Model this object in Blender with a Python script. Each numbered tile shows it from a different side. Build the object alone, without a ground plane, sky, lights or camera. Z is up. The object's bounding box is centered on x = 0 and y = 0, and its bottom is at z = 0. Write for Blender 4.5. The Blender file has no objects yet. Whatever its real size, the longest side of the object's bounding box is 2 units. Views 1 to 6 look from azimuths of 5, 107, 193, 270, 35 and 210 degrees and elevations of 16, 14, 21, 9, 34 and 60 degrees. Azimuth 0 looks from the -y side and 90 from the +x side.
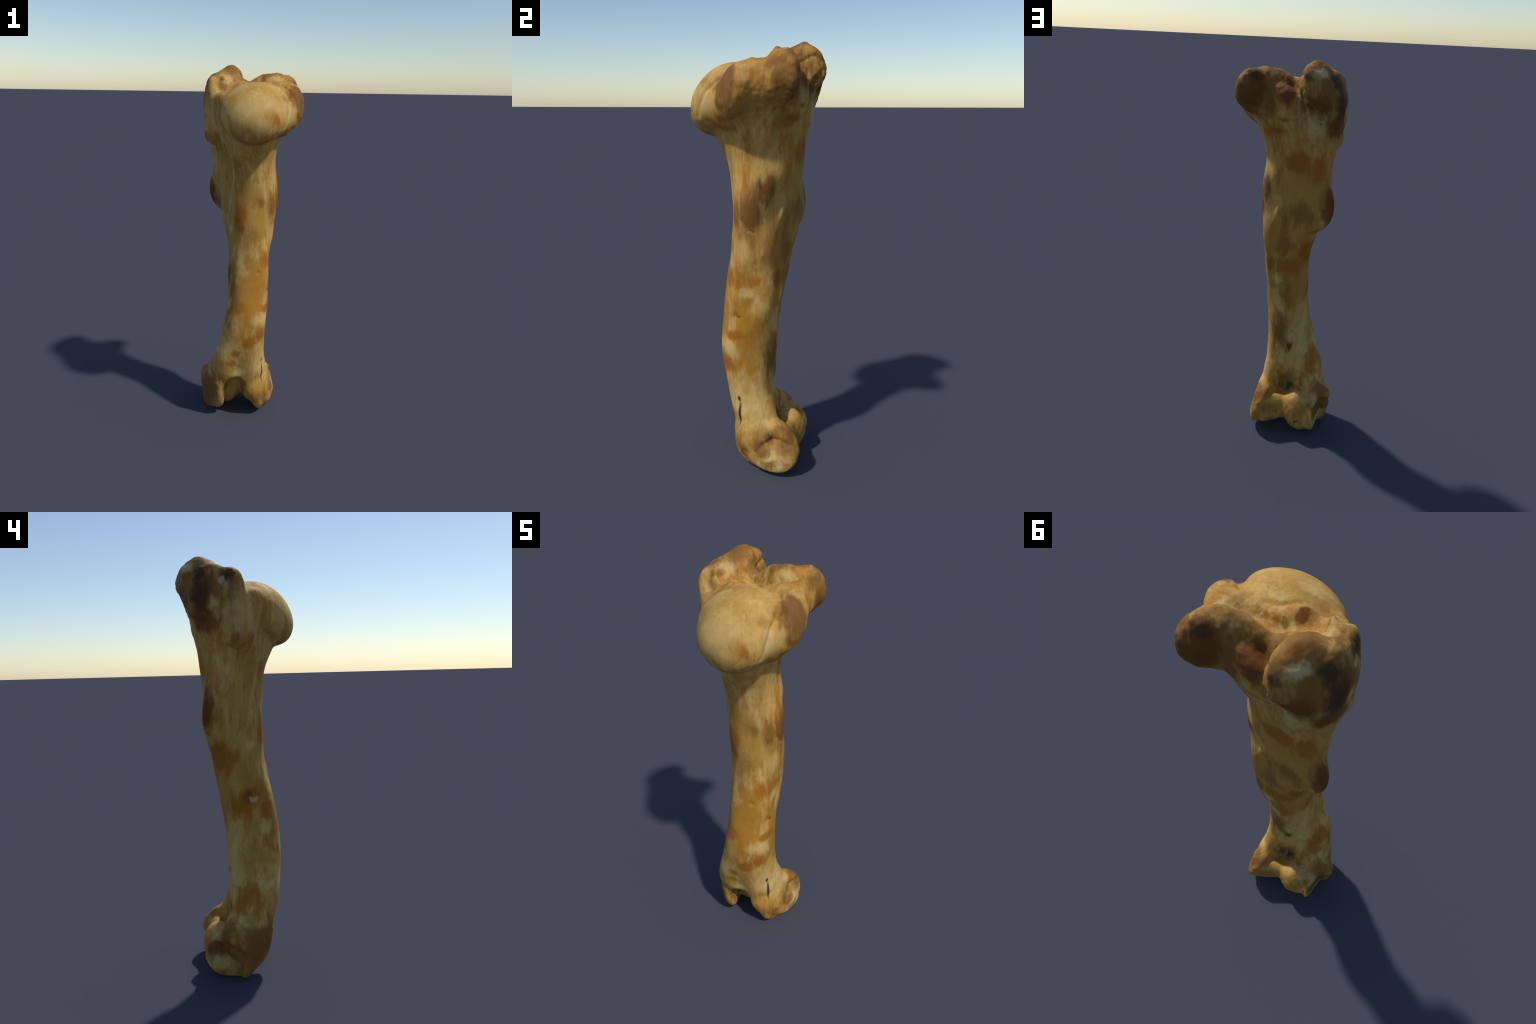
# A weathered animal upper foreleg bone (humerus), standing upright on its lower joint.
# The bone is described as a shaft (a loft of rounded cross-sections along z) blended with the
# rounded masses of its two ends; hollows are carved with smooth subtraction.  The blended
# distance field is meshed once (surface nets), given fine relief, and its faces are then
# separated into named anatomical parts that share border vertices and normals.
import bpy, math
import numpy as np
from mathutils import noise, Vector

STEP = 0.0048
DOME = 0.11

# shaft cross-sections: z, centre x, centre y, mean radius, then lobes (cos and sin of 2, 3 and 4 turns)
STATIONS = np.array([
    (0.22, -0.0337, -0.0258, 0.1043, -0.0523, 0.0783, 0.0552, -0.0745, -0.0688, -0.0127),
    (0.31, -0.0373, -0.0368, 0.1258, 0.0902, 0.1475, -0.008, -0.0364, -0.0824, -0.0106),
    (0.4, -0.0373, -0.052, 0.1298, 0.0709, 0.1131, 0.0112, -0.028, -0.0645, 0.0004),
    (0.5, -0.0227, -0.0592, 0.1282, -0.0314, 0.0609, 0.029, -0.0287, -0.0285, 0.0091),
    (0.62, -0.0101, -0.0557, 0.1283, -0.0687, -0.0165, 0.0325, 0.0005, -0.0194, -0.0139),
    (0.74, 0., -0.0439, 0.1237, -0.08, -0.0221, 0.0352, 0.0079, 0.0017, -0.0094),
    (0.86, 0.0049, -0.0217, 0.1266, -0.0994, -0.0732, -0.0099, 0.0333, -0.0376, -0.0468),
    (0.98, 0.0054, -0.0002, 0.1273, -0.0658, -0.0754, -0.0251, 0.04, -0.0641, 0.0002),
    (1.08, 0.0045, 0.0117, 0.13, 0.0197, -0.0992, 0.0196, 0.0585, -0.0532, 0.0032),
    (1.17, -0.0033, 0.016, 0.134, 0.0592, -0.1515, 0.0623, 0.0878, -0.0422, -0.0031),
    (1.26, -0.0033, 0.015, 0.1357, 0.0975, -0.1171, 0.0357, 0.0225, 0.0168, -0.0433),
    (1.35, -0.0059, 0.0213, 0.1397, 0.1007, -0.1638, 0.0391, 0.0456, 0.0128, -0.0108),
    (1.44, -0.0154, 0.0295, 0.1493, 0.0775, -0.1732, -0.015, 0.0616, 0.007, -0.0336),
    (1.54, -0.0334, 0.0313, 0.153, 0.0355, -0.2192, -0.0301, 0.0447, -0.0089, -0.0429),
    (1.66, -0.0505, 0.0271, 0.1542, -0.025, -0.2906, -0.0787, 0.0062, -0.0025, -0.0035),
])
# rounded masses: part, centre, radii, tilt, blend width
MASSES = [
    ("neck", (0.039, -0.020, 1.702), (0.134, 0.163, 0.203), (0.034, 0.076, 0.000), 0.12),
    ("neck", (0.166, 0.040, 1.810), (0.080, 0.084, 0.112), (-0.017, 0.400, 0.014), 0.12),
    ("head", (0.049, -0.133, 1.761), (0.181, 0.171, 0.119), (0.872, -0.043, -0.041), 0.04),
    ("head", (0.224, -0.035, 1.792), (0.058, 0.072, 0.113), (-0.456, -0.166, -0.456), 0.05),
    ("head", (0.178, -0.083, 1.722), (0.046, 0.058, 0.078), (-0.030, -0.032, 0.019), 0.06),
    ("greater_tubercle", (-0.140, 0.076, 1.716), (0.090, 0.122, 0.187), (-0.501, -0.553, -0.370), 0.1),
    ("greater_tubercle", (-0.129, 0.169, 1.893), (0.059, 0.109, 0.107), (-0.050, 0.160, -0.427), 0.08),
    ("greater_tubercle", (-0.201, 0.009, 1.850), (0.022, 0.048, 0.081), (0.118, 0.002, -0.039), 0.1),
    ("greater_tubercle", (-0.207, 0.095, 1.851), (0.030, 0.075, 0.094), (-0.011, 0.089, -0.095), 0.09),
    ("greater_tubercle", (-0.090, 0.012, 1.884), (0.071, 0.042, 0.087), (0.406, 0.006, -0.231), 0.1),
    ("neck", (-0.127, -0.068, 1.766), (0.040, 0.030, 0.081), (0.212, -0.081, -0.148), 0.12),
    ("lesser_tubercle", (-0.078, 0.114, 1.883), (0.049, 0.036, 0.061), (-0.026, 0.005, -0.023), 0.08),
    ("lateral_facet", (-0.204, 0.018, 1.639), (0.038, 0.041, 0.048), (0.003, -0.039, 0.025), 0.045),
    ("lesser_tubercle", (0.175, 0.172, 1.853), (0.086, 0.048, 0.096), (0.050, 0.110, 0.705), 0.07),
    ("lesser_tubercle", (0.108, 0.123, 1.854), (0.130, 0.037, 0.105), (0.015, 0.148, 0.070), 0.08),
    ("lesser_tubercle", (0.029, 0.173, 1.788), (0.090, 0.028, 0.095), (-0.034, 0.041, -0.284), 0.08),
    ("deltoid_tuberosity", (-0.170, 0.134, 1.323), (0.074, 0.025, 0.115), (0.142, 0.001, -0.158), 0.12),
    ("lateral_epicondyle", (-0.169, -0.073, 0.201), (0.038, 0.067, 0.155), (0.008, -0.093, 0.507), 0.1),
    ("medial_epicondyle", (0.084, 0.057, 0.130), (0.037, 0.146, 0.113), (0.441, 0.056, -0.093), 0.18),
    ("lateral_epicondyle", (-0.253, 0.020, 0.129), (0.025, 0.035, 0.120), (-0.188, -0.151, -0.149), 0.12),
    ("lateral_epicondyle", (-0.172, 0.029, 0.245), (0.033, 0.058, 0.082), (0.066, 0.545, 0.143), 0.1),
    ("condyle", (0.082, 0.083, 0.150), (0.037, 0.148, 0.121), (-0.603, -0.370, -0.029), 0.07),
    ("condyle", (-0.006, 0.124, 0.138), (0.146, 0.054, 0.082), (-0.157, 0.410, 0.523), 0.05),
    ("condyle", (-0.118, 0.106, 0.121), (0.077, 0.099, 0.128), (-0.276, 0.249, 0.041), 0.06),
    ("condyle", (-0.205, 0.053, 0.126), (0.022, 0.140, 0.122), (-0.151, -0.053, 0.066), 0.08),
]
# hollows: part, centre, radii, tilt, blend width
HOLLOWS = [
    ("olecranon_fossa", (-0.067, -0.086, 0.171), (0.061, 0.093, 0.107), (-0.007, 0.010, 0.079), 0.05),
    ("neck", (-0.083, 0.008, 1.936), (0.046, 0.045, 0.054), (-0.001, 0.002, 0.001), 0.05),
    ("radial_fossa", (-0.035, 0.108, 0.265), (0.059, 0.048, 0.050), (-0.000, 0.004, 0.001), 0.06),
]

# long creases and edges: what, half width, height, points along it
CREASES = [
    ("edge of the ball where it meets the knobs", 0.009, -0.007, [(-0.096, -0.045, 1.885), (-0.020, -0.045, 1.907), (0.029, -0.004, 1.905), (0.082, -0.002, 1.903)]),
    ("groove between the ball and its inner rim", 0.01, -0.008, [(0.166, -0.018, 1.895), (0.206, -0.060, 1.873), (0.217, -0.106, 1.832), (0.222, -0.151, 1.799), (0.221, -0.180, 1.750), (0.200, -0.198, 1.693)]),
    ("cleft between the two knobs", 0.011, -0.012, [(-0.066, 0.233, 1.945), (-0.080, 0.265, 1.883), (-0.068, 0.211, 1.814), (-0.070, 0.204, 1.778)]),
    ("cleft running on over the top", 0.01, -0.009, [(-0.048, 0.109, 1.936), (-0.044, 0.152, 1.910), (-0.069, 0.238, 1.945), (-0.075, 0.258, 1.924)]),
    ("lip round the scar on the inner shaft", 0.007, -0.006, [(0.150, -0.026, 1.387), (0.151, -0.029, 1.338), (0.154, -0.022, 1.250), (0.148, -0.002, 1.211), (0.144, 0.025, 1.200)]),
    ("step under the outer facet", 0.008, -0.006, [(-0.230, 0.038, 1.603), (-0.201, 0.009, 1.580), (-0.174, -0.020, 1.581), (-0.171, -0.052, 1.613)]),
    ("step on the tall knob", 0.009, -0.006, [(-0.218, 0.176, 1.887), (-0.226, 0.145, 1.905), (-0.221, 0.103, 1.938)]),
    ("ligament edge, outer side of the joint", 0.009, -0.008, [(-0.221, 0.168, 0.186), (-0.233, 0.116, 0.177), (-0.272, 0.062, 0.181), (-0.283, 0.011, 0.165), (-0.275, -0.005, 0.123), (-0.270, -0.002, 0.071)]),
    ("ligament edge, inner side of the joint", 0.01, -0.008, [(0.136, 0.024, 0.119), (0.135, 0.064, 0.163), (0.130, 0.102, 0.196), (0.124, 0.147, 0.201), (0.120, 0.186, 0.178)]),
    ("step under the front knob", 0.01, -0.0025, [(0.143, 0.159, 1.739), (0.092, 0.175, 1.730), (0.015, 0.199, 1.726), (-0.015, 0.205, 1.732)]),
    ("long edge down the front of the shaft", 0.012, 0.006, [(0.016, 0.156, 1.476), (0.028, 0.130, 1.375), (0.040, 0.121, 1.289), (0.069, 0.105, 1.204)]),
]

# local relief: (x, y, z), reach, height (+ raised, - sunken)
KNOBS = [
    ((.089, -.050, .287), (.040, .050, .045), .012),      # fullness above the inner side of the joint
    ((.132, .015, 1.290), (.035, .040, .095), .003),      # scar on the inner side of the shaft
    ((.140, .054, 1.388), (.026, .022, .040), -.010),     # pit beside it
    ((.120, -.02, 1.275), (.012, .016, .090), .006),      # its raised lip
    ((.136, .104, .197), (.030, .032, .030), -.020),      # ligament pit, inner side of the joint
    ((.145, .070, .165), (.030, .034, .022), -.010),
    ((.124, -.035, .104), (.022, .020, .024), -.012),
    ((.150, .085, .105), (.030, .045, .030), .008),
    ((-.255, .075, .185), (.030, .050, .020), -.010),     # outer side of the joint
    ((-.260, .010, .150), (.030, .012, .040), -.009),
    ((-.260, .085, .110), (.030, .050, .040), .006),
    ((.225, -.090, 1.850), (.022, .026, .024), -.012),    # groove between head and rim
    ((.221, -.140, 1.800), (.018, .026, .040), -.008),
    ((.219, -.176, 1.745), (.018, .026, .040), -.007),
    ((.078, .035, 1.895), (.030, .030, .030), -.014),     # rough hollow behind the knobs
    ((.010, .045, 1.895), (.030, .020, .030), -.010),
    ((.120, .060, 1.905), (.030, .024, .030), -.008),
    ((-.085, .022, 1.925), (.050, .040, .055), -.018),     # deep pit between the head and the knobs
    ((-.214, .136, 1.921), (.024, .024, .026), -.008),    # rough crown of the tall knob
    ((-.106, .258, 1.934), (.020, .020, .020), -.006),
    ((-.158, .060, 1.945), (.030, .030, .025), -.010),
    ((-.060, .160, 1.930), (.020, .030, .045), -.006),
    ((.235, .150, 1.900), (.030, .026, .030), -.008),
    ((-.215, .080, 1.780), (.040, .050, .060), -.006),
    ((-.200, .010, 1.595), (.040, .030, .012), -.006),    # crease under the outer facet
    ((.117, -.074, .798), (.010, .010, .012), -.006),     # vessel holes
    ((.070, -.137, .913), (.009, .012, .010), -.005),
    ((.0895, -.070, .295), (.007, .030, .055), -.003),     # slit
]


def relief(V, N):
    h = np.zeros(len(V))
    for centre, reach, height in KNOBS:
        d2 = (((V - np.array(centre))/np.array(reach))**2).sum(1)
        h += height*np.exp(-d2)
    for what, width, height, points in CREASES:
        points = np.array(points)
        near = np.full(len(V), 9.0)
        for a, b in zip(points[:-1], points[1:]):
            t = np.clip(((V - a) @ (b - a))/((b - a) @ (b - a)), 0, 1)[:, None]
            near = np.minimum(near, np.linalg.norm(V - a - t*(b - a), axis=1))
        fade = np.clip(1.2 - np.linalg.norm(V - points.mean(0), axis=1)/(1.3*np.linalg.norm(points - points.mean(0), axis=1).max()), .25, 1)
        h += height*fade*np.exp(-(near/width)**2)
    ends = np.clip((V[:, 2] - 1.60)/.12, 0, 1)*np.clip((V[:, 1] + .06)/.08, 0, 1) + .6*np.clip((.30 - V[:, 2])/.1, 0, 1)
    soft, rough = np.empty(len(V)), np.empty(len(V))
    for i, p in enumerate(V):
        v = Vector(p)
        soft[i] = noise.noise(Vector((p[0]*9, p[1]*9, p[2]*4)))
        rough[i] = noise.fractal(v*26, 1.0, 2.1, 3) + 1.6*(.35 - abs(noise.noise(v*13)))
    return h + .0015*soft + (.0006 + .0030*ends)*rough

# stains: where each lies on the bone (x, y, z), how far it reaches, how strong it is
STAINS = {
    "wash_ochre": [
        (-0.060, 0.166, 1.394,  0.160, 0.121, 0.223,  0.65),
        (-0.004, 0.118, 0.932,  0.129, 0.106, 0.250,  0.75),
        (-0.123, 0.052, 1.032,  0.090, 0.110, 0.165,  0.6),
        (-0.108, -0.027, 0.806,  0.077, 0.096, 0.095,  0.5),
        (-0.113, 0.086, 1.953,  0.111, 0.077, 0.062,  0.45),
        (-0.022, -0.113, 1.232,  0.067, 0.052, 0.190,  0.35),
        (0.005, 0.181, 0.185,  0.150, 0.092, 0.095,  0.5),
        (0.223, 0.177, 1.786,  0.115, 0.120, 0.136,  0.4),
    ],
    "wash_orange": [
        (0.047, -0.163, 0.747,  0.091, 0.079, 0.250,  0.6),
        (0.115, -0.020, 0.765,  0.085, 0.105, 0.216,  0.65),
        (0.199, 0.107, 1.923,  0.076, 0.067, 0.049,  0.55),
    ],
    "wash_redbrown": [
        (0.134, 0.117, 0.166,  0.065, 0.130, 0.085,  0.4),
        (0.267, -0.062, 1.827,  0.043, 0.053, 0.105,  0.75),
    ],
    "wash_brown": [
        (-0.169, 0.230, 1.857,  0.119, 0.112, 0.136,  0.9),
        (0.112, 0.190, 1.865,  0.141, 0.112, 0.122,  0.9),
        (0.140, 0.198, 1.901,  0.083, 0.074, 0.083,  0.7),
        (-0.254, 0.105, 1.840,  0.114, 0.148, 0.141,  0.85),
        (-0.242, -0.040, 0.181,  0.124, 0.163, 0.144,  0.75),
        (-0.180, 0.170, 1.948,  0.098, 0.104, 0.094,  0.7),
        (-0.211, -0.100, 0.180,  0.091, 0.096, 0.146,  0.7),
        (-0.238, 0.134, 1.330,  0.052, 0.053, 0.122,  0.75),
        (0.247, 0.214, 1.868,  0.052, 0.063, 0.102,  0.65),
        (0.152, 0.029, 1.308,  0.050, 0.059, 0.123,  0.45),
    ],
    "cream": [
        (-0.001, -0.258, 1.767,  0.094, 0.064, 0.073,  0.35),
        (-0.027, -0.119, 1.000,  0.031, 0.038, 0.045,  0.5),
        (0.080, -0.148, 0.644,  0.044, 0.043, 0.035,  0.5),
        (-0.119, -0.173, 0.469,  0.045, 0.041, 0.058,  0.5),
        (0.063, -0.121, 0.347,  0.061, 0.066, 0.074,  0.5),
        (-0.043, -0.138, 0.302,  0.053, 0.043, 0.028,  0.5),
        (0.114, -0.023, 0.917,  0.039, 0.036, 0.027,  0.6),
        (0.101, 0.034, 0.830,  0.040, 0.049, 0.047,  0.6),
        (0.130, -0.039, 1.107,  0.040, 0.050, 0.051,  0.35),
        (0.106, -0.102, 0.753,  0.037, 0.029, 0.046,  0.6),
        (0.103, -0.115, 0.622,  0.040, 0.043, 0.037,  0.5),
        (0.097, -0.022, 0.355,  0.052, 0.072, 0.100,  0.55),
        (0.141, 0.103, 0.117,  0.039, 0.043, 0.032,  0.7),
        (0.028, 0.115, 0.903,  0.030, 0.039, 0.034,  0.7),
        (0.041, 0.079, 0.753,  0.040, 0.050, 0.117,  0.65),
        (-0.096, 0.050, 0.583,  0.060, 0.064, 0.205,  0.45),
        (-0.092, -0.054, 1.124,  0.038, 0.035, 0.034,  0.5),
        (-0.097, -0.114, 0.727,  0.038, 0.035, 0.037,  0.6),
        (-0.204, 0.016, 0.289,  0.036, 0.030, 0.028,  0.6),
        (-0.208, -0.092, 0.274,  0.038, 0.036, 0.032,  0.5),
        (-0.147, 0.059, 1.946,  0.042, 0.039, 0.038,  0.6),
        (0.137, 0.087, 1.925,  0.047, 0.035, 0.030,  0.6),
        (0.118, -0.243, 1.797,  0.040, 0.040, 0.045,  0.35),
    ],
    "grey": [
        (-0.152, 0.220, 1.944,  0.040, 0.043, 0.027,  0.42),
        (-0.151, 0.212, 1.726,  0.045, 0.041, 0.056,  0.5),
        (-0.194, 0.117, 0.217,  0.046, 0.047, 0.041,  0.5),
        (-0.260, 0.083, 1.777,  0.039, 0.027, 0.026,  0.6),
        (-0.234, -0.009, 1.755,  0.043, 0.049, 0.080,  0.5),
        (-0.231, 0.106, 0.085,  0.039, 0.072, 0.048,  0.6),
    ],
    "ochre": [
        (-0.023, -0.108, 1.333,  0.043, 0.039, 0.053,  0.7),
        (0.117, -0.261, 1.756,  0.049, 0.041, 0.048,  0.5),
        (-0.070, -0.193, 1.821,  0.039, 0.057, 0.049,  0.5),
        (-0.109, -0.060, 1.523,  0.040, 0.046, 0.025,  0.75),
        (0.004, -0.141, 1.528,  0.025, 0.038, 0.028,  0.75),
        (0.078, -0.099, 1.196,  0.020, 0.035, 0.035,  0.6),
        (-0.060, -0.093, 1.097,  0.033, 0.036, 0.046,  0.7),
        (-0.236, 0.089, 1.648,  0.039, 0.042, 0.030,  0.7),
        (-0.130, -0.103, 0.566,  0.038, 0.049, 0.025,  0.75),
        (-0.123, -0.061, 0.613,  0.039, 0.020, 0.017,  0.7),
    ],
    "orange": [
        (0.064, -0.136, 0.963,  0.053, 0.044, 0.054,  0.75),
        (0.059, -0.150, 0.860,  0.059, 0.049, 0.083,  0.7),
        (0.030, -0.173, 0.726,  0.054, 0.042, 0.033,  0.75),
        (0.109, -0.003, 0.739,  0.072, 0.095, 0.091,  0.7),
        (0.090, 0.010, 0.538,  0.043, 0.052, 0.039,  0.75),
        (0.184, 0.110, 1.938,  0.024, 0.032, 0.036,  0.65),
    ],
    "redbrown": [
        (0.155, 0.018, 1.297,  0.039, 0.031, 0.079,  0.95),
        (0.113, 0.085, 1.078,  0.033, 0.029, 0.057,  0.6),
        (0.068, 0.170, 1.890,  0.032, 0.058, 0.051,  0.6),
        (-0.095, 0.239, 1.966,  0.023, 0.039, 0.038,  0.6),
        (0.081, 0.177, 0.228,  0.048, 0.053, 0.046,  0.65),
        (0.265, -0.058, 1.838,  0.043, 0.049, 0.078,  0.65),
        (0.099, 0.137, 1.952,  0.066, 0.040, 0.034,  0.6),
    ],
    "brown": [
        (0.082, -0.094, 1.290,  0.016, 0.037, 0.034,  0.5),
        (0.142, -0.053, 1.277,  0.035, 0.031, 0.050,  0.7),
        (0.223, -0.075, 1.857,  0.025, 0.034, 0.032,  0.6),  # brown patch in the pit beside the ball's inner rim
        (-0.109, 0.116, 1.979,  0.053, 0.055, 0.032,  0.5),
        (-0.232, 0.132, 1.309,  0.029, 0.037, 0.066,  0.7),
        (0.079, -0.097, 0.137,  0.045, 0.040, 0.035,  0.45),
        (-0.217, -0.091, 0.166,  0.038, 0.031, 0.086,  0.8),
        (0.157, -0.019, 1.295,  0.038, 0.010, 0.061,  0.7),
        (0.157, -0.010, 1.268,  0.039, 0.010, 0.055,  0.6),
        (0.089, 0.102, 0.978,  0.039, 0.038, 0.046,  0.75),
        (-0.002, 0.125, 1.183,  0.034, 0.037, 0.097,  0.5),
        (0.136, 0.051, 0.143,  0.039, 0.049, 0.033,  0.85),
        (0.119, -0.037, 0.097,  0.038, 0.027, 0.037,  0.85),
        (0.119, 0.179, 0.190,  0.039, 0.037, 0.036,  0.6),
        (0.005, 0.073, 0.550,  0.043, 0.039, 0.102,  0.6),
        (0.015, 0.201, 1.736,  0.034, 0.038, 0.014,  0.6),
        (-0.213, 0.165, 1.276,  0.029, 0.039, 0.030,  0.7),
        (-0.085, 0.155, 1.272,  0.094, 0.054, 0.071,  0.6),
        (0.002, 0.125, 1.096,  0.058, 0.042, 0.045,  0.6),
        (-0.020, 0.101, 0.828,  0.032, 0.041, 0.102,  0.5),
        (0.021, 0.071, 0.598,  0.057, 0.043, 0.091,  0.75),
        (-0.037, 0.059, 0.285,  0.081, 0.040, 0.052,  0.7),
        (0.015, 0.194, 0.156,  0.055, 0.042, 0.045,  0.55),
        (-0.228, 0.165, 0.142,  0.038, 0.023, 0.053,  0.55),
        (-0.238, 0.079, 0.246,  0.042, 0.043, 0.045,  0.75),
        (-0.233, -0.011, 1.640,  0.040, 0.041, 0.033,  0.65),
        (-0.224, -0.072, 0.143,  0.073, 0.088, 0.123,  0.75),
        (-0.225, 0.169, 0.164,  0.038, 0.023, 0.051,  0.7),
        (-0.047, 0.131, 1.934,  0.036, 0.052, 0.031,  0.7),
        (-0.108, 0.114, 1.977,  0.035, 0.033, 0.029,  0.5),
        (-0.130, -0.003, 1.931,  0.037, 0.040, 0.018,  0.55),
        (0.231, 0.132, 1.899,  0.038, 0.051, 0.035,  0.7),
        (0.198, -0.158, 1.834,  0.032, 0.028, 0.032,  0.45),
        (-0.109, 0.184, 1.997,  0.041, 0.036, 0.039,  0.35),
    ],
    "rust": [
        (-0.018, -0.113, 1.240,  0.032, 0.039, 0.084,  0.85),
        (-0.052, -0.101, 1.185,  0.028, 0.036, 0.046,  0.6),
        (0.152, -0.251, 1.737,  0.026, 0.036, 0.034,  0.75),
        (-0.081, -0.092, 0.904,  0.037, 0.023, 0.066,  0.6),
        (-0.075, -0.128, 0.811,  0.045, 0.054, 0.054,  0.7),
        (0.106, -0.103, 0.989,  0.036, 0.032, 0.041,  0.8),
        (0.108, -0.101, 0.707,  0.039, 0.038, 0.023,  0.7),
        (-0.036, -0.177, 0.728,  0.039, 0.039, 0.033,  0.6),
        (0.035, -0.170, 0.518,  0.090, 0.057, 0.044,  0.85),
        (-0.046, -0.178, 0.451,  0.036, 0.038, 0.027,  0.75),
        (-0.078, -0.168, 0.374,  0.028, 0.038, 0.023,  0.7),
        (0.118, -0.060, 0.972,  0.039, 0.045, 0.045,  0.85),
        (0.112, 0.011, 0.971,  0.039, 0.030, 0.019,  0.7),
        (-0.040, 0.172, 1.534,  0.050, 0.039, 0.042,  0.7),
        (0.110, -0.094, 0.708,  0.040, 0.046, 0.024,  0.7),
        (0.093, -0.117, 0.542,  0.044, 0.051, 0.051,  0.8),
        (-0.074, 0.177, 1.541,  0.062, 0.040, 0.045,  0.85),
        (-0.164, 0.165, 1.502,  0.043, 0.041, 0.073,  0.75),
        (0.063, 0.154, 1.677,  0.061, 0.051, 0.031,  0.65),
        (-0.018, 0.125, 0.989,  0.098, 0.041, 0.051,  0.75),
        (-0.104, 0.124, 1.075,  0.036, 0.049, 0.101,  0.85),
        (-0.160, -0.001, 0.362,  0.044, 0.049, 0.061,  0.75),
        (-0.177, -0.065, 0.399,  0.038, 0.038, 0.042,  0.75),
        (-0.045, -0.106, 1.208,  0.036, 0.038, 0.064,  0.7),
        (-0.129, 0.081, 1.077,  0.043, 0.046, 0.086,  0.9),
        (-0.125, 0.026, 1.087,  0.038, 0.029, 0.028,  0.7),
        (-0.111, -0.013, 0.845,  0.051, 0.063, 0.081,  0.9),
        (-0.080, -0.118, 0.810,  0.038, 0.035, 0.046,  0.6),
        (-0.158, 0.005, 0.359,  0.041, 0.035, 0.055,  0.75),
        (-0.159, -0.057, 0.440,  0.038, 0.018, 0.040,  0.75),
        (-0.198, -0.084, 0.366,  0.041, 0.021, 0.046,  0.75),
    ],
    "dark": [
        (0.140, 0.056, 1.384,  0.036, 0.028, 0.050,  1.1),
        (0.118, -0.074, 0.798,  0.032, 0.008, 0.008,  0.7),
        (0.131, 0.098, 0.189,  0.039, 0.030, 0.034,  0.8),
        (0.161, 0.220, 1.864,  0.079, 0.071, 0.078,  0.8),
        (0.215, 0.238, 1.856,  0.020, 0.039, 0.059,  0.7),
        (-0.003, 0.198, 1.867,  0.045, 0.046, 0.063,  0.85),
        (-0.161, 0.235, 1.817,  0.059, 0.046, 0.052,  0.85),
        (-0.247, 0.145, 1.844,  0.040, 0.049, 0.087,  0.8),
        (-0.214, 0.171, 1.732,  0.043, 0.052, 0.050,  0.75),
        (0.119, 0.082, 1.389,  0.039, 0.039, 0.065,  0.7),
        (-0.226, 0.154, 1.356,  0.024, 0.039, 0.078,  0.8),
        (-0.042, 0.070, 0.483,  0.016, 0.039, 0.040,  0.85),
        (-0.133, 0.203, 0.102,  0.009, 0.031, 0.013,  0.7),
        (-0.241, 0.111, 1.706,  0.043, 0.070, 0.044,  0.75),
        (-0.232, 0.136, 1.293,  0.048, 0.041, 0.077,  0.85),
        (-0.098, -0.032, 0.883,  0.036, 0.021, 0.035,  0.6),
        (-0.239, 0.090, 0.166,  0.049, 0.074, 0.034,  0.8),
        (0.267, -0.076, 1.735,  0.036, 0.030, 0.024,  0.6),
        (0.012, 0.171, 1.886,  0.029, 0.034, 0.038,  0.8),
        (0.072, 0.032, 1.897,  0.020, 0.017, 0.038,  0.7),  # small dark patch in the hollow behind the ball
    ],
    "black": [
        (0.162, 0.201, 1.924,  0.039, 0.037, 0.026,  0.6),
        (-0.217, 0.150, 1.919,  0.035, 0.036, 0.031,  0.8),
        (-0.104, 0.261, 1.933,  0.019, 0.036, 0.023,  0.7),
        (-0.043, 0.068, 0.229,  0.048, 0.035, 0.030,  0.85),
        (-0.245, 0.152, 1.843,  0.042, 0.048, 0.075,  0.75),
        (-0.234, 0.028, 1.906,  0.039, 0.042, 0.037,  0.8),
        (-0.010, 0.036, 1.889,  0.013, 0.021, 0.033,  0.6),
    ],
    "white": [
        (0.143, 0.144, 0.072,  0.039, 0.012, 0.019,  0.5),
        (-0.158, 0.208, 1.948,  0.032, 0.023, 0.022,  0.45),
        (-0.244, 0.054, 1.883,  0.038, 0.010, 0.021,  0.45),
        (-0.089, -0.060, 0.868,  0.038, 0.026, 0.014,  0.5),
        (-0.157, -0.133, 0.455,  0.036, 0.019, 0.020,  0.5),
        (0.228, -0.156, 1.748,  0.039, 0.024, 0.053,  0.38),
    ],
}

COLOURS = {
    "cream": (.68, .47, .165), "grey": (.58, .42, .17), "ochre": (.45, .235, .040), "orange": (.45, .20, .020),
    "redbrown": (.195, .080, .020), "brown": (.225, .098, .018), "rust": (.375, .130, .011), "dark": (.155, .054, .009),
    "black": (.055, .028, .010), "white": (.66, .52, .27),
}


SLIT_TURN = math.radians(-45)      # turns the slit's own plane onto the x axis


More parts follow.
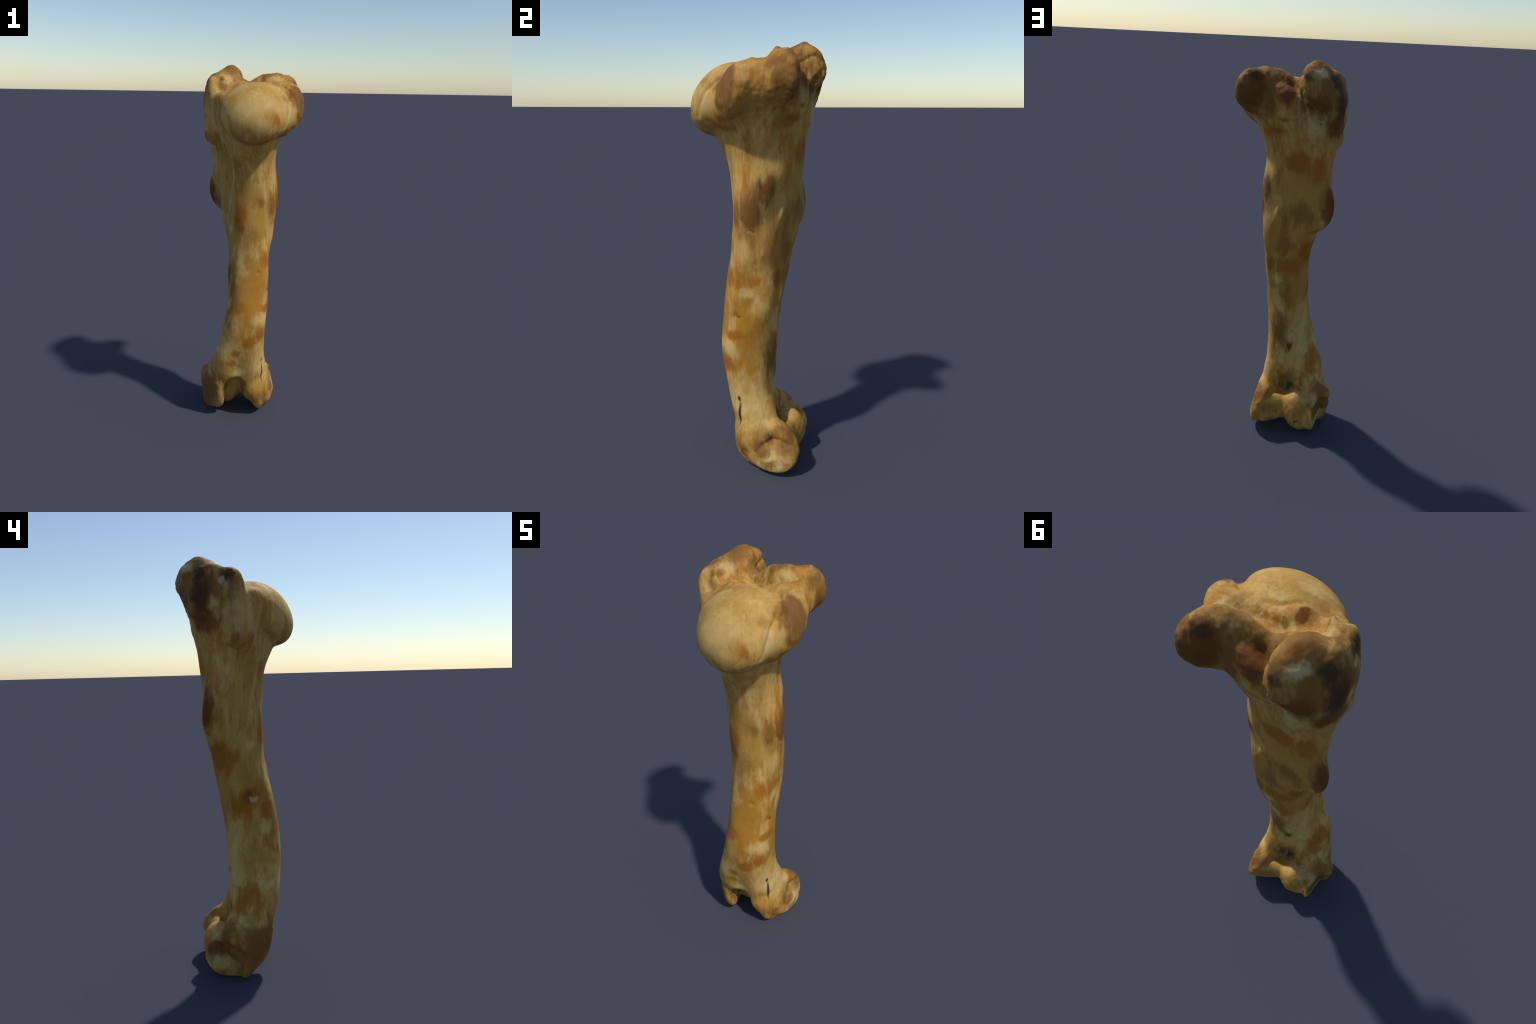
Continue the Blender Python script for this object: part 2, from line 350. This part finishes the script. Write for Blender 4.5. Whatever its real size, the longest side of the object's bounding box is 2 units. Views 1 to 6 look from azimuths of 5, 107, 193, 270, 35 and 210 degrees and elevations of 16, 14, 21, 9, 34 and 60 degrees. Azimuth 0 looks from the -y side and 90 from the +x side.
def bone_material():
    m = bpy.data.materials.new("aged_bone")
    m.use_nodes = True
    t = m.node_tree
    bsdf = t.nodes["Principled BSDF"]

    def node(kind, **values):
        n = t.nodes.new(kind)
        for k, v in values.items():
            setattr(n, k, v)
        return n

    def link(a, b):
        t.links.new(a, b)

    def noise_of(vector, scale, detail=4, rough=.55, colour=False):
        n = node("ShaderNodeTexNoise")
        n.inputs["Scale"].default_value, n.inputs["Detail"].default_value = scale, detail
        n.inputs["Roughness"].default_value = rough
        link(vector, n.inputs["Vector"])
        return n.outputs["Color" if colour else "Fac"]

    def ramp(value, lo, hi, top=1.0, bottom=0.0):
        n = node("ShaderNodeMapRange", interpolation_type="SMOOTHSTEP")
        n.inputs["From Min"].default_value, n.inputs["From Max"].default_value = lo, hi
        n.inputs["To Max"].default_value, n.inputs["To Min"].default_value = top, bottom
        link(value, n.inputs["Value"])
        return n.outputs["Result"]

    def mix(fac, a, b):
        n = node("ShaderNodeMix", data_type="RGBA")
        link(fac, n.inputs["Factor"])
        for s, c in (("A", a), ("B", b)):
            if isinstance(c, tuple):
                n.inputs[6 if s == "A" else 7].default_value = (*c, 1)
            else:
                link(c, n.inputs[6 if s == "A" else 7])
        return n.outputs[2]

    def vmath(op, a, b=None, scale=None):
        n = node("ShaderNodeVectorMath", operation=op)
        link(a, n.inputs[0])
        if isinstance(b, tuple):
            n.inputs[1].default_value = b
        elif b is not None:
            link(b, n.inputs[1])
        if scale is not None:
            n.inputs["Scale"].default_value = scale
        return n.outputs["Value" if op == "LENGTH" else "Vector"]

    def times(a, b):
        n = node("ShaderNodeMath", operation="MULTIPLY")
        link(a, n.inputs[0])
        link(b, n.inputs[1])
        return n.outputs[0]

    P = node("ShaderNodeTexCoord").outputs["Object"]
    fibre = vmath("MULTIPLY", P, (1, 1, .3))            # grain runs along the bone
    # ragged outline for every stain
    w1 = vmath("SUBTRACT", noise_of(P, 9, 3, .6, True), (.5, .5, .5))
    w2 = vmath("SUBTRACT", noise_of(fibre, 38, 3, .6, True), (.5, .5, .5))
    warped = vmath("ADD", vmath("ADD", P, vmath("SCALE", w1, scale=.060)), vmath("SCALE", w2, scale=.034))

    # mottled ground colour; the ball of the joint stays paler and cleaner than the rest
    ball = vmath("LENGTH", vmath("MULTIPLY", vmath("SUBTRACT", P, (.06, -.13, 1.77)), (1/.19, 1/.19, 1/.17)))
    shabby = ramp(ball, .75, 1.1, 1, .25)

    def mottle(col, offset, scale, lo, hi, top, colour, mask=None):
        f = ramp(noise_of(vmath("ADD", fibre, offset), scale, 6, .64), lo, hi, top)
        return mix(times(f, mask) if mask else f, col, COLOURS[colour])

    col = mix(ramp(noise_of(fibre, 9, 5, .62), .38, .62), (.62, .395, .125), (.53, .30, .070))
    col = mottle(col, (0, 0, 0), 14, .41, .63, .9, "ochre", shabby)
    col = mottle(col, (3.1, 1.7, .4), 12, .48, .66, .8, "rust", shabby)
    col = mottle(col, (7.3, 2.1, 1.4), 22, .52, .70, .60, "cream")
    col = mottle(col, (1.3, 8.1, 2.4), 30, .54, .72, .55, "brown", shabby)
    col = mottle(col, (5.3, 4.1, 3.4), 42, .56, .74, .45, "cream")

    for name in ("wash_ochre", "wash_orange", "wash_redbrown", "wash_brown", "cream", "grey", "ochre", "orange", "redbrown", "brown", "rust", "dark", "black", "white"):
        broad = name.startswith("wash")
        ragged = node("ShaderNodeMapRange", clamp=False)
        for k, v in (("From Min", .3), ("From Max", .7), ("To Min", -.75 if broad else -.62), ("To Max", .75 if broad else .62)):
            ragged.inputs[k].default_value = v
        link(noise_of(vmath("ADD", fibre, (.7*len(name), 0, 0)), 11 if broad else 17, 6, .68), ragged.inputs["Value"])
        for x, y, z, rx, ry, rz, strength in STAINS[name]:
            d = vmath("LENGTH", vmath("MULTIPLY", vmath("SUBTRACT", warped, (x, y, z)), (1/rx, 1/ry, 1/rz)))
            reach = node("ShaderNodeMath", operation="ADD")
            link(d, reach.inputs[0])
            link(ragged.outputs["Result"], reach.inputs[1])
            col = mix(ramp_down(node, link, reach.outputs[0], strength), col, COLOURS[name.replace("wash_", "")])

    # a thin dark slit above the inner side of the joint, with a short nick over it
    for (x, y, z), (across, along) in (((.0893, -.066, .289), (.0085, .066)), ((.0905, -.074, .368), (.0080, .014))):
        turned = node("ShaderNodeVectorRotate", rotation_type="Z_AXIS")
        turned.inputs["Angle"].default_value = SLIT_TURN
        link(vmath("SUBTRACT", vmath("ADD", P, vmath("SCALE", w2, scale=.004)), (x, y, z)), turned.inputs["Vector"])
        d = vmath("LENGTH", vmath("MULTIPLY", turned.outputs["Vector"], (1/across, 1/.05, 1/along)))
        col = mix(ramp_down(node, link, d, .95), col, (.016, .008, .006))

    # fine grain and scattered pores
    col = mix(ramp(noise_of(fibre, 70, 4, .6), .52, .75, .30), col, COLOURS["brown"])
    link(col, bsdf.inputs["Base Color"])
    rough = ramp(noise_of(P, 30, 3), .3, .7, .2)
    add = node("ShaderNodeMath", operation="ADD")
    add.inputs[1].default_value = .58
    link(rough, add.inputs[0])
    link(add.outputs[0], bsdf.inputs["Roughness"])
    bsdf.inputs["Specular IOR Level"].default_value = .2
    bump = node("ShaderNodeBump")
    bump.inputs["Strength"].default_value, bump.inputs["Distance"].default_value = .35, .004
    link(noise_of(fibre, 60, 5, .65), bump.inputs["Height"])
    link(bump.outputs["Normal"], bsdf.inputs["Normal"])
    return m


def ramp_down(node, link, d, strength):
    n = node("ShaderNodeMapRange", interpolation_type="SMOOTHSTEP")
    n.inputs["From Min"].default_value, n.inputs["From Max"].default_value = .42, 1.42
    n.inputs["To Min"].default_value, n.inputs["To Max"].default_value = min(.95, 1.15*strength), 0
    link(d, n.inputs["Value"])
    return n.outputs["Result"]

# ------------------------------------------------------------------ distance field
def rotation(a):
    (cx, cy, cz), (sx, sy, sz) = np.cos(a), np.sin(a)
    return np.array([[cz*cy, cz*sy*sx - sz*cx, cz*sy*cx + sz*sx],
                     [sz*cy, sz*sy*sx + cz*cx, sz*sy*cx - cz*sx],
                     [-sy, cy*sx, cy*cx]])


def ellipsoid(X, centre, radii, tilt):
    q = (X - np.array(centre)) @ rotation(np.array(tilt))
    w = q / np.array(radii)
    k0 = np.sqrt((w*w).sum(-1)) + 1e-9
    w = w / np.array(radii)
    k1 = np.sqrt((w*w).sum(-1)) + 1e-9
    return k0*(k0 - 1)/k1


def blend(a, b, k):
    h = np.maximum(k - np.abs(a - b), 0)/k
    return np.minimum(a, b) - h*h*h*k/6


def along(z):
    zs, ys = STATIONS[:, 0], STATIONS[:, 1:]
    m = np.gradient(ys, zs, axis=0)
    m[0] = m[-1] = 0
    z = np.clip(z, zs[0], zs[-1])
    i = np.clip(np.searchsorted(zs, z) - 1, 0, len(zs) - 2)
    h = (zs[i+1] - zs[i])[:, None]
    t = (z - zs[i])[:, None]/h
    return ((2*t**3 - 3*t**2 + 1)*ys[i] + (t**3 - 2*t**2 + t)*h*m[i]
            + (-2*t**3 + 3*t**2)*ys[i+1] + (t**3 - t**2)*h*m[i+1])


def shaft(X):
    p = along(X[:, 2])
    dx, dy = X[:, 0] - p[:, 0], X[:, 1] - p[:, 1]
    rr = np.sqrt(dx*dx + dy*dy) + 1e-9
    c, s = dx/rr, dy/rr
    c2, s2 = c*c - s*s, 2*c*s
    c3, s3 = c2*c - s2*s, s2*c + c2*s
    f = rr - p[:, 2]*(1 + p[:, 3]*c2 + p[:, 4]*s2 + p[:, 5]*c3 + p[:, 6]*s3
                       + p[:, 7]*(2*c2*c2 - 1) + p[:, 8]*2*s2*c2)
    d = np.maximum(STATIONS[0, 0] - X[:, 2], X[:, 2] - STATIONS[-1, 0])     # domed ends
    k0 = np.sqrt((rr/(rr - f))**2 + (np.maximum(d, 0)/DOME)**2)
    return np.where(d > 0, (k0 - 1)*(rr - f), f)


def field(X, owner=False):
    f = shaft(X)
    best, who = f.copy(), np.zeros(len(X), int)
    for n, (part, centre, radii, tilt, k) in enumerate(MASSES):
        m = np.abs(X[:, 2] - centre[2]) < max(radii) + k + .12
        d = ellipsoid(X[m], centre, radii, tilt)
        f[m] = blend(f[m], d, k)
        if owner:
            closer = d < best[m]
            w, b = who[m], best[m]
            w[closer] = n + 1
            who[m], best[m] = w, np.minimum(b, d)
    for n, (part, centre, radii, tilt, k) in enumerate(HOLLOWS):
        m = np.abs(X[:, 2] - centre[2]) < max(radii) + k + .03
        d = ellipsoid(X[m], centre, radii, tilt)
        f[m] = -blend(-f[m], d, k)
        if owner:
            w = who[m]
            w[d < .002] = len(MASSES) + 1 + n
            who[m] = w
    return (f, who) if owner else f


# ------------------------------------------------------------------ surface nets
def mesh_field(low, high, h):
    n = np.ceil((high - low)/h/4).astype(int)*4 + 1
    ax = [low[i] + h*np.arange(n[i]) for i in range(3)]
    def grid(a):
        return np.stack(np.meshgrid(*a, indexing="ij"), -1).reshape(-1, 3)
    coarse = field(grid([a[::4] for a in ax])).reshape([(k - 1)//4 + 1 for k in n])
    F = coarse
    for axis in range(3):
        F = np.repeat(F, 4, axis=axis)
    F = F[2:2 + n[0], 2:2 + n[1], 2:2 + n[2]]
    F = np.pad(F, [(0, n[i] - F.shape[i]) for i in range(3)], mode="edge").copy()
    near = np.abs(F) < 7*h
    I = np.argwhere(near)
    F[near] = field(low + h*I)
    inside = F < 0
    # one vertex in every cell that the surface crosses
    corners = [(i, j, k) for i in (0, 1) for j in (0, 1) for k in (0, 1)]
    sl = lambda o: tuple(slice(o[i], n[i] - 1 + o[i]) for i in range(3))
    count = sum(inside[sl(o)].astype(int) for o in corners)
    cell = (count > 0) & (count < 8)
    index = np.full(cell.shape, -1)
    C = np.argwhere(cell)
    index[cell] = np.arange(len(C))
    total, hits = np.zeros((len(C), 3)), np.zeros(len(C))
    for a in range(8):
        for b in range(a + 1, 8):
            oa, ob = np.array(corners[a]), np.array(corners[b])
            if np.abs(oa - ob).sum() != 1:
                continue
            fa, fb = F[tuple((C + oa).T)], F[tuple((C + ob).T)]
            x = (fa < 0) != (fb < 0)
            t = fa[x]/(fa[x] - fb[x])
            total[x] += C[x] + oa + (ob - oa)*t[:, None]
            hits[x] += 1
    V = low + h*total/hits[:, None]
    quads = []
    for axis in range(3):
        u, v = (axis + 1) % 3, (axis + 2) % 3
        a = np.take(inside, range(n[axis] - 1), axis)
        b = np.take(inside, range(1, n[axis]), axis)
        E = np.argwhere(a != b)
        E = E[(E[:, u] > 0) & (E[:, v] > 0) & (E[:, u] < n[u] - 1) & (E[:, v] < n[v] - 1)]
        eu, ev = np.eye(3, dtype=int)[u], np.eye(3, dtype=int)[v]
        q = np.stack([index[tuple((E - d).T)] for d in (eu*0, eu, eu + ev, ev)], 1)
        out = inside[tuple(E.T)]
        quads.append(np.where(out[:, None], q, q[:, ::-1]))
    return V, np.vstack(quads)


def gradient(V, e=.0015):
    g = np.stack([field(V + e*np.eye(3)[i]) - field(V - e*np.eye(3)[i]) for i in range(3)], 1)/(2*e)
    return g


LOW, HIGH = np.array([-.36, -.36, -.06]), np.array([.36, .36, 2.08])
V, Q = mesh_field(LOW, HIGH, STEP)
for _ in range(2):                              # settle the vertices on the surface itself
    g = gradient(V)
    V -= np.clip(field(V)[:, None], -STEP, STEP)*g/np.maximum((g*g).sum(1), .25)[:, None]
# even out the net a little along the surface
A = np.concatenate([Q[:, [0, 1]], Q[:, [1, 2]], Q[:, [2, 3]], Q[:, [3, 0]]])
deg = np.bincount(A.ravel(), minlength=len(V))
for _ in range(3):
    S = np.zeros_like(V)
    for i in range(3):
        S[:, i] = np.bincount(A[:, 0], V[A[:, 1], i], len(V)) + np.bincount(A[:, 1], V[A[:, 0], i], len(V))
    V += .5*(S/deg[:, None] - V)
N = gradient(V)
N /= np.linalg.norm(N, axis=1)[:, None]
_, WHO = field(V, owner=True)
V += relief(V, N)[:, None]*N

# ------------------------------------------------------------------ parts
KIND = ["shaft"] + [m[0] for m in MASSES] + [h[0] for h in HOLLOWS]
NAMES = sorted(set(KIND))
lab = np.array([NAMES.index(k) for k in KIND])[WHO]
votes = np.stack([(lab[Q] == i).sum(1) for i in range(len(NAMES))], 1)
face_part = votes.argmax(1)

whole = bpy.data.meshes.new("whole_bone")
whole.from_pydata(V.tolist(), [], Q.tolist())
whole.validate()
whole.update()
normals = np.empty(len(V)*3, np.float32)
whole.vertex_normals.foreach_get("vector", normals)
normals = normals.reshape(-1, 3)

MAT = bone_material()
root = bpy.data.objects.new("animal_leg_bone", None)
root["label"] = "weathered yellow brown animal leg bone standing on its lower joint"
root["category"] = "bone"
bpy.context.scene.collection.objects.link(root)
for i, name in enumerate(NAMES):
    faces = Q[face_part == i]
    if not len(faces):
        continue
    used, inv = np.unique(faces, return_inverse=True)
    me = bpy.data.meshes.new(name)
    me.from_pydata(V[used].tolist(), [], inv.reshape(faces.shape).tolist())
    me.update()
    me.shade_smooth()
    me.normals_split_custom_set_from_vertices(normals[used].tolist())
    me.materials.append(MAT)
    ob = bpy.data.objects.new(name, me)
    ob.parent = root
    bpy.context.scene.collection.objects.link(ob)
bpy.data.meshes.remove(whole)
